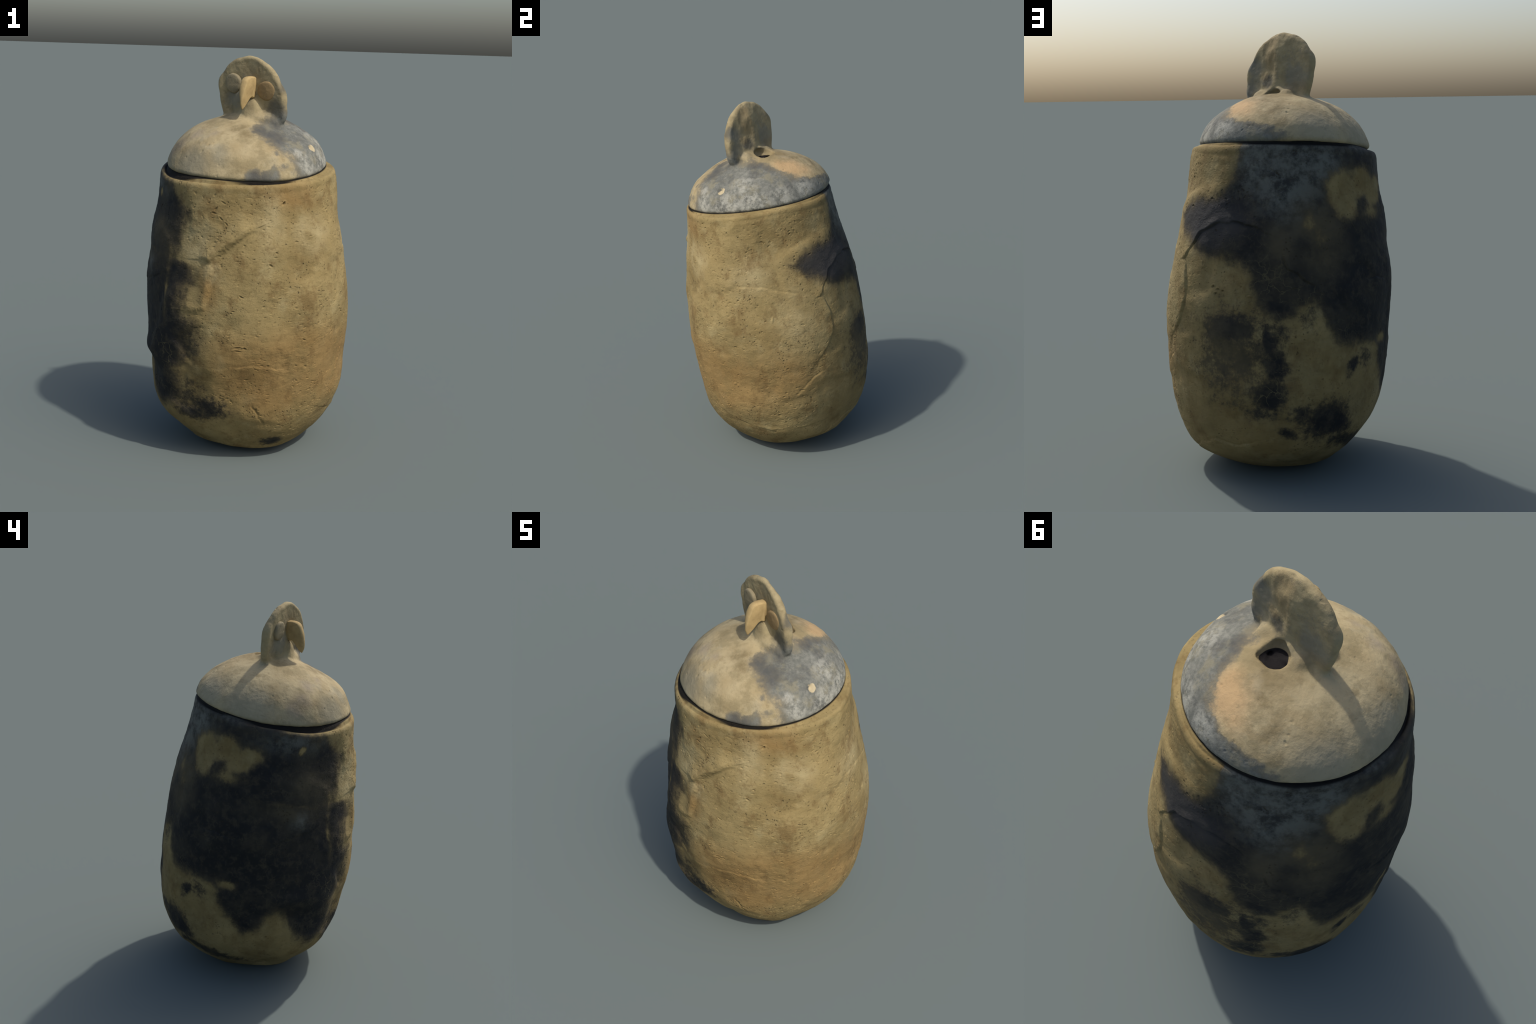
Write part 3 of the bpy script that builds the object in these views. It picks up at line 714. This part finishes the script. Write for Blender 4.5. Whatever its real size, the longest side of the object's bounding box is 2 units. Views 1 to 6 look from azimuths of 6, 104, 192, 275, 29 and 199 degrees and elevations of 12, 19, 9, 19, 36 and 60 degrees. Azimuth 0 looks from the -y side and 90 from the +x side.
def joined(name, shells):
    bm = bmesh.new()
    for v, f in shells:
        vs = [bm.verts.new(tuple(p)) for p in v]
        for q in f:
            try: bm.faces.new([vs[i] for i in q])
            except ValueError: pass
    bmesh.ops.remove_doubles(bm, verts=bm.verts, dist=1e-6)
    bmesh.ops.recalc_face_normals(bm, faces=bm.faces)
    me = bpy.data.meshes.new(name); bm.to_mesh(me); bm.free()
    ob = bpy.data.objects.new(name, me); bpy.context.scene.collection.objects.link(ob)
    return ob

def apply_modifiers(ob):
    dg = bpy.context.evaluated_depsgraph_get()
    me = bpy.data.meshes.new_from_object(ob.evaluated_get(dg))
    old = ob.data; ob.modifiers.clear(); ob.data = me; bpy.data.meshes.remove(old)

def remesh(ob, size):
    m = ob.modifiers.new("skin", "REMESH"); m.mode = "VOXEL"; m.voxel_size = size; m.adaptivity = 0
    apply_modifiers(ob)

def mesh_arrays(me):
    v = np.empty(len(me.vertices) * 3); me.vertices.foreach_get("co", v)
    e = np.empty(len(me.edges) * 2, int); me.edges.foreach_get("vertices", e)
    return v.reshape(-1, 3), e.reshape(-1, 2)

def relax(v, e, weight, times):
    deg = np.bincount(e.ravel(), minlength=len(v))[:, None].clip(1)
    for _ in range(times):
        acc = np.stack([np.bincount(e[:, 0], v[e[:, 1], k], len(v)) + np.bincount(e[:, 1], v[e[:, 0], k], len(v)) for k in range(3)], -1)
        v = v + (acc / deg - v) * weight[:, None]
    return v

def build_lid_and_head():
    lumps = [
        ellipsoid(.080, .110, 1.690, .110, .055, .050),        # throat: clay smeared down in front
        ellipsoid(.058, .118, 1.715, .062, .043, .085),        # chin under the beak
        ellipsoid(.155, .105, 1.680, .065, .040, .042),
        ellipsoid(.015, .104, 1.775, .075, .034, .105),        # fuller cheek beside the beak
        ellipsoid(.040, .066, 1.698, .105, .046, .046),        # root behind the plaque, pierced by the hole
        ellipsoid(-.022, .050, 1.706, .045, .046, .034, .25),  # ridges running down either side of the hole
        ellipsoid(.135, .056, 1.692, .040, .042, .042, .25),
        ellipsoid(.044, .002, 1.650, .085, .085, .030),        # clay left under the hole
        ellipsoid(.200, .088, 1.655, .032, .030, .030),
    ]
    clay = joined("clay_mass", [lid_shell()])
    parts = [clay] + [joined("lump", [x]) for x in [plaque_shell()] + lumps]
    bm = bmesh.new()
    for p in parts: bm.from_mesh(p.data)
    bm.to_mesh(clay.data); bm.free()
    for p in parts[1:]: bpy.data.objects.remove(p, do_unlink=True)
    remesh(clay, .0042)
    cutter = joined("hole_tool", [ellipsoid(.044, -.003, 1.722, .057, .049, .044), ellipsoid(.046, .024, 1.716, .046, .046, .032), ellipsoid(.016, .010, 1.722, .026, .030, .036), ellipsoid(.075, -.022, 1.72, .026, .024, .036)])
    remesh(cutter, .003)
    b = clay.modifiers.new("hole", "BOOLEAN"); b.operation = "DIFFERENCE"; b.solver = "EXACT"; b.object = cutter
    apply_modifiers(clay)
    bpy.data.objects.remove(cutter, do_unlink=True)
    remesh(clay, .0038)
    v, e = mesh_arrays(clay.data)
    v = relax(v, e, np.full(len(v), .5), 3)
    s, d, z = v @ ALONG, v @ FRONT, v[:, 2]
    near = smoothstep(.17, .10, np.abs(s - .05) - .06) * smoothstep(.06, .03, np.abs(d - .075) - .06)
    near *= 1 - .8 * np.exp(-((s - .044)**2 + (d - .005)**2) / .0045)     # keep the hole's lip
    joint = near * smoothstep(1.63, 1.67, z) * smoothstep(1.79, 1.74, z)
    v = relax(v, e, joint * .5, 30)
    # relief pushed along normals
    me = clay.data
    me.vertices.foreach_set("co", v.ravel()); me.update()
    nrm = np.empty(len(v) * 3); me.vertices.foreach_get("normal", nrm); nrm = nrm.reshape(-1, 3)
    s, d, z = v @ ALONG, v @ FRONT, v[:, 2]
    head = smoothstep(1.69, 1.76, z)
    back = smoothstep(.1, .6, -(nrm @ FRONT))
    push = gradient_noise(v, .12, 21) * .0030 + gradient_noise(v, .045, 22) * .0015 + gradient_noise(v, .018, 23) * .0008
    push += head * (gradient_noise(v, .06, 24) * .0028 + gradient_noise(v, .02, 25) * .0008)
    lumpy = head * back * smoothstep(.04, .08, s)                      # rough torn clay on one half of the back
    push += lumpy * (gradient_noise(v, .075, 26) * .007 + gradient_noise(v * [1, 1, .6], .028, 27) * .0025)
    push -= smoothstep(.42, .66, gradient_noise(v, .016, 28)) * .003 * smoothstep(-.1, .4, gradient_noise(v, .1, 29))
    chip = np.array([.304, -.210, 1.571])
    push -= .011 * np.exp(-(np.linalg.norm(v - chip, axis=1) / .0165)**4)
    v = v + nrm * push[:, None]
    me.vertices.foreach_set("co", v.ravel()); me.update()
    return clay

clay = build_lid_and_head()
v, _ = mesh_arrays(clay.data)
vn = np.empty(len(v) * 3); clay.data.vertices.foreach_get("normal", vn); vn = vn.reshape(-1, 3)
polys = [tuple(p.vertices) for p in clay.data.polygons]
cen = np.array([v[list(p)].mean(0) for p in polys])
cs, cd, cz = cen @ ALONG, cen @ FRONT, cen[:, 2]
is_head = (np.abs(cd - .100) < .075) & (cs > -.16) & (cs < .26) & (cz > 1.740 - .16 * np.maximum(cs - .02, 0))
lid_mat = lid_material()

def region(name, pick, parent):
    used = np.unique(np.concatenate([polys[i] for i in np.where(pick)[0]]))
    remap = -np.ones(len(v), int); remap[used] = np.arange(len(used))
    ob = make_object(name, v[used], [tuple(remap[list(polys[i])]) for i in np.where(pick)[0]], parent, lid_mat)
    ob.data.normals_split_custom_set_from_vertices([tuple(n) for n in vn[used]])
    return ob

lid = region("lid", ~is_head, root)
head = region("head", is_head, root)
bpy.data.objects.remove(clay, do_unlink=True)

# ------------------------------------------------------------------ build: eyes and beak
def build_eye(s, z, rs, rz, mat, seed):
    seg = 48; rows = []
    prof = [(.02, .0190), (.45, .0188), (.78, .0175), (.90, .0158), (.975, .0122), (1.0, .0070), (1.0, -.002), (.93, -.010), (.6, -.014), (.02, -.014)]
    for k, h in prof:
        for j in range(seg):
            b = 2*math.pi*j/seg
            rows.append(face_point(s + rs*k*math.cos(b), (.1235 if s < 0 else .1215) + h + .122*(z + rz*k*math.sin(b) - 1.85), z + rz*k*math.sin(b)))
    v = np.array(rows)
    v += FRONT * (gradient_noise(v, .025, seed) * .0012)[:, None] + gradient_noise(v, .04, seed + 3)[:, None] * .0010
    faces = [f[::-1] for f in grid_faces(len(prof), seg)]
    faces.append(tuple(range(seg))); faces.append(tuple(range((len(prof)-1)*seg, len(prof)*seg))[::-1])
    ob = make_object("eye", v, faces, head, mat)
    m = ob.modifiers.new("soft", "SUBSURF"); m.levels = m.render_levels = 2
    return ob

eye_mat_a = plain_clay("grey_buff_pellet", (.270, .225, .135), (.200, .170, .105), (.13, .11, .07))
eye_mat_b = plain_clay("brown_pellet", (.300, .205, .095), (.230, .160, .075), (.36, .21, .09))
build_eye(-.041, 1.864, .046, .049, eye_mat_a, 41)
build_eye(.147, 1.835, .050, .047, eye_mat_b, 42)

BEAK = [(.095,1.893),(.125,1.900),(.157,1.903),(.183,1.899),(.201,1.885),(.216,1.852),(.224,1.812),(.225,1.775),(.220,1.757),(.211,1.744),(.199,1.751),
        (.183,1.766),(.168,1.785),(.152,1.800),(.134,1.797),(.115,1.797),(.095,1.80)]
def build_beak():
    """Hooked blade of clay: its side outline, thick at the root and thinning to the tip, edges rolled."""
    P = np.array(BEAK); n = len(P); per = 6
    t = np.arange(n * per) / per; i = t.astype(int); f = (t - i)[:, None]
    p0, p1, p2, p3 = (P[(i + k) % n] for k in (-1, 0, 1, 2))
    out = .5 * (2*p1 + (p2 - p0)*f + (2*p0 - 5*p1 + 4*p2 - p3)*f**2 + (3*p1 - p0 - 3*p2 + p3)*f**3)
    tang = np.roll(out, -1, 0) - np.roll(out, 1, 0); tang /= np.linalg.norm(tang, axis=1)[:, None]
    inward = np.stack([tang[:, 1], -tang[:, 0]], -1)
    m = len(out); rows = []
    root = np.exp(-((out[:, 0] - .095) / .06)**2)
    half = .0055 + .0130 * smoothstep(1.740, 1.87, out[:, 1]) + .004 * root
    for a in np.radians(np.linspace(4, 176, 15)):
        q = out + inward * (.0095 * (1 - math.sin(a)))
        s = .062 + .006 * smoothstep(.22, .13, q[:, 0]) + half * math.cos(a)
        rows.append(np.stack([face_point(a_, b_, c_) for a_, b_, c_ in zip(s, q[:, 0], q[:, 1])]))
    v = np.concatenate(rows)
    rough = smoothstep(.17, .13, v @ FRONT)
    v += gradient_noise(v, .03, 51)[:, None] * .0018 + (gradient_noise(v, .016, 52) * rough * .0040)[:, None] * ALONG
    faces = grid_faces(len(rows), m)
    faces.append(tuple(range(m))[::-1]); faces.append(tuple(range((len(rows)-1)*m, len(rows)*m)))
    bm = bmesh.new(); vs = [bm.verts.new(tuple(p)) for p in v]
    for q in faces: bm.faces.new([vs[i] for i in q])
    bmesh.ops.triangulate(bm, faces=[g for g in bm.faces if len(g.verts) > 4])
    bmesh.ops.recalc_face_normals(bm, faces=bm.faces)
    me = bpy.data.meshes.new("beak"); bm.to_mesh(me); bm.free()
    me.polygons.foreach_set("use_smooth", [True] * len(me.polygons))
    ob = bpy.data.objects.new("beak", me); bpy.context.scene.collection.objects.link(ob); ob.parent = head
    me.materials.append(plain_clay("pale_beak_clay", (.430, .310, .140), (.350, .250, .112), (.25, .165, .075)))
    return ob
build_beak()
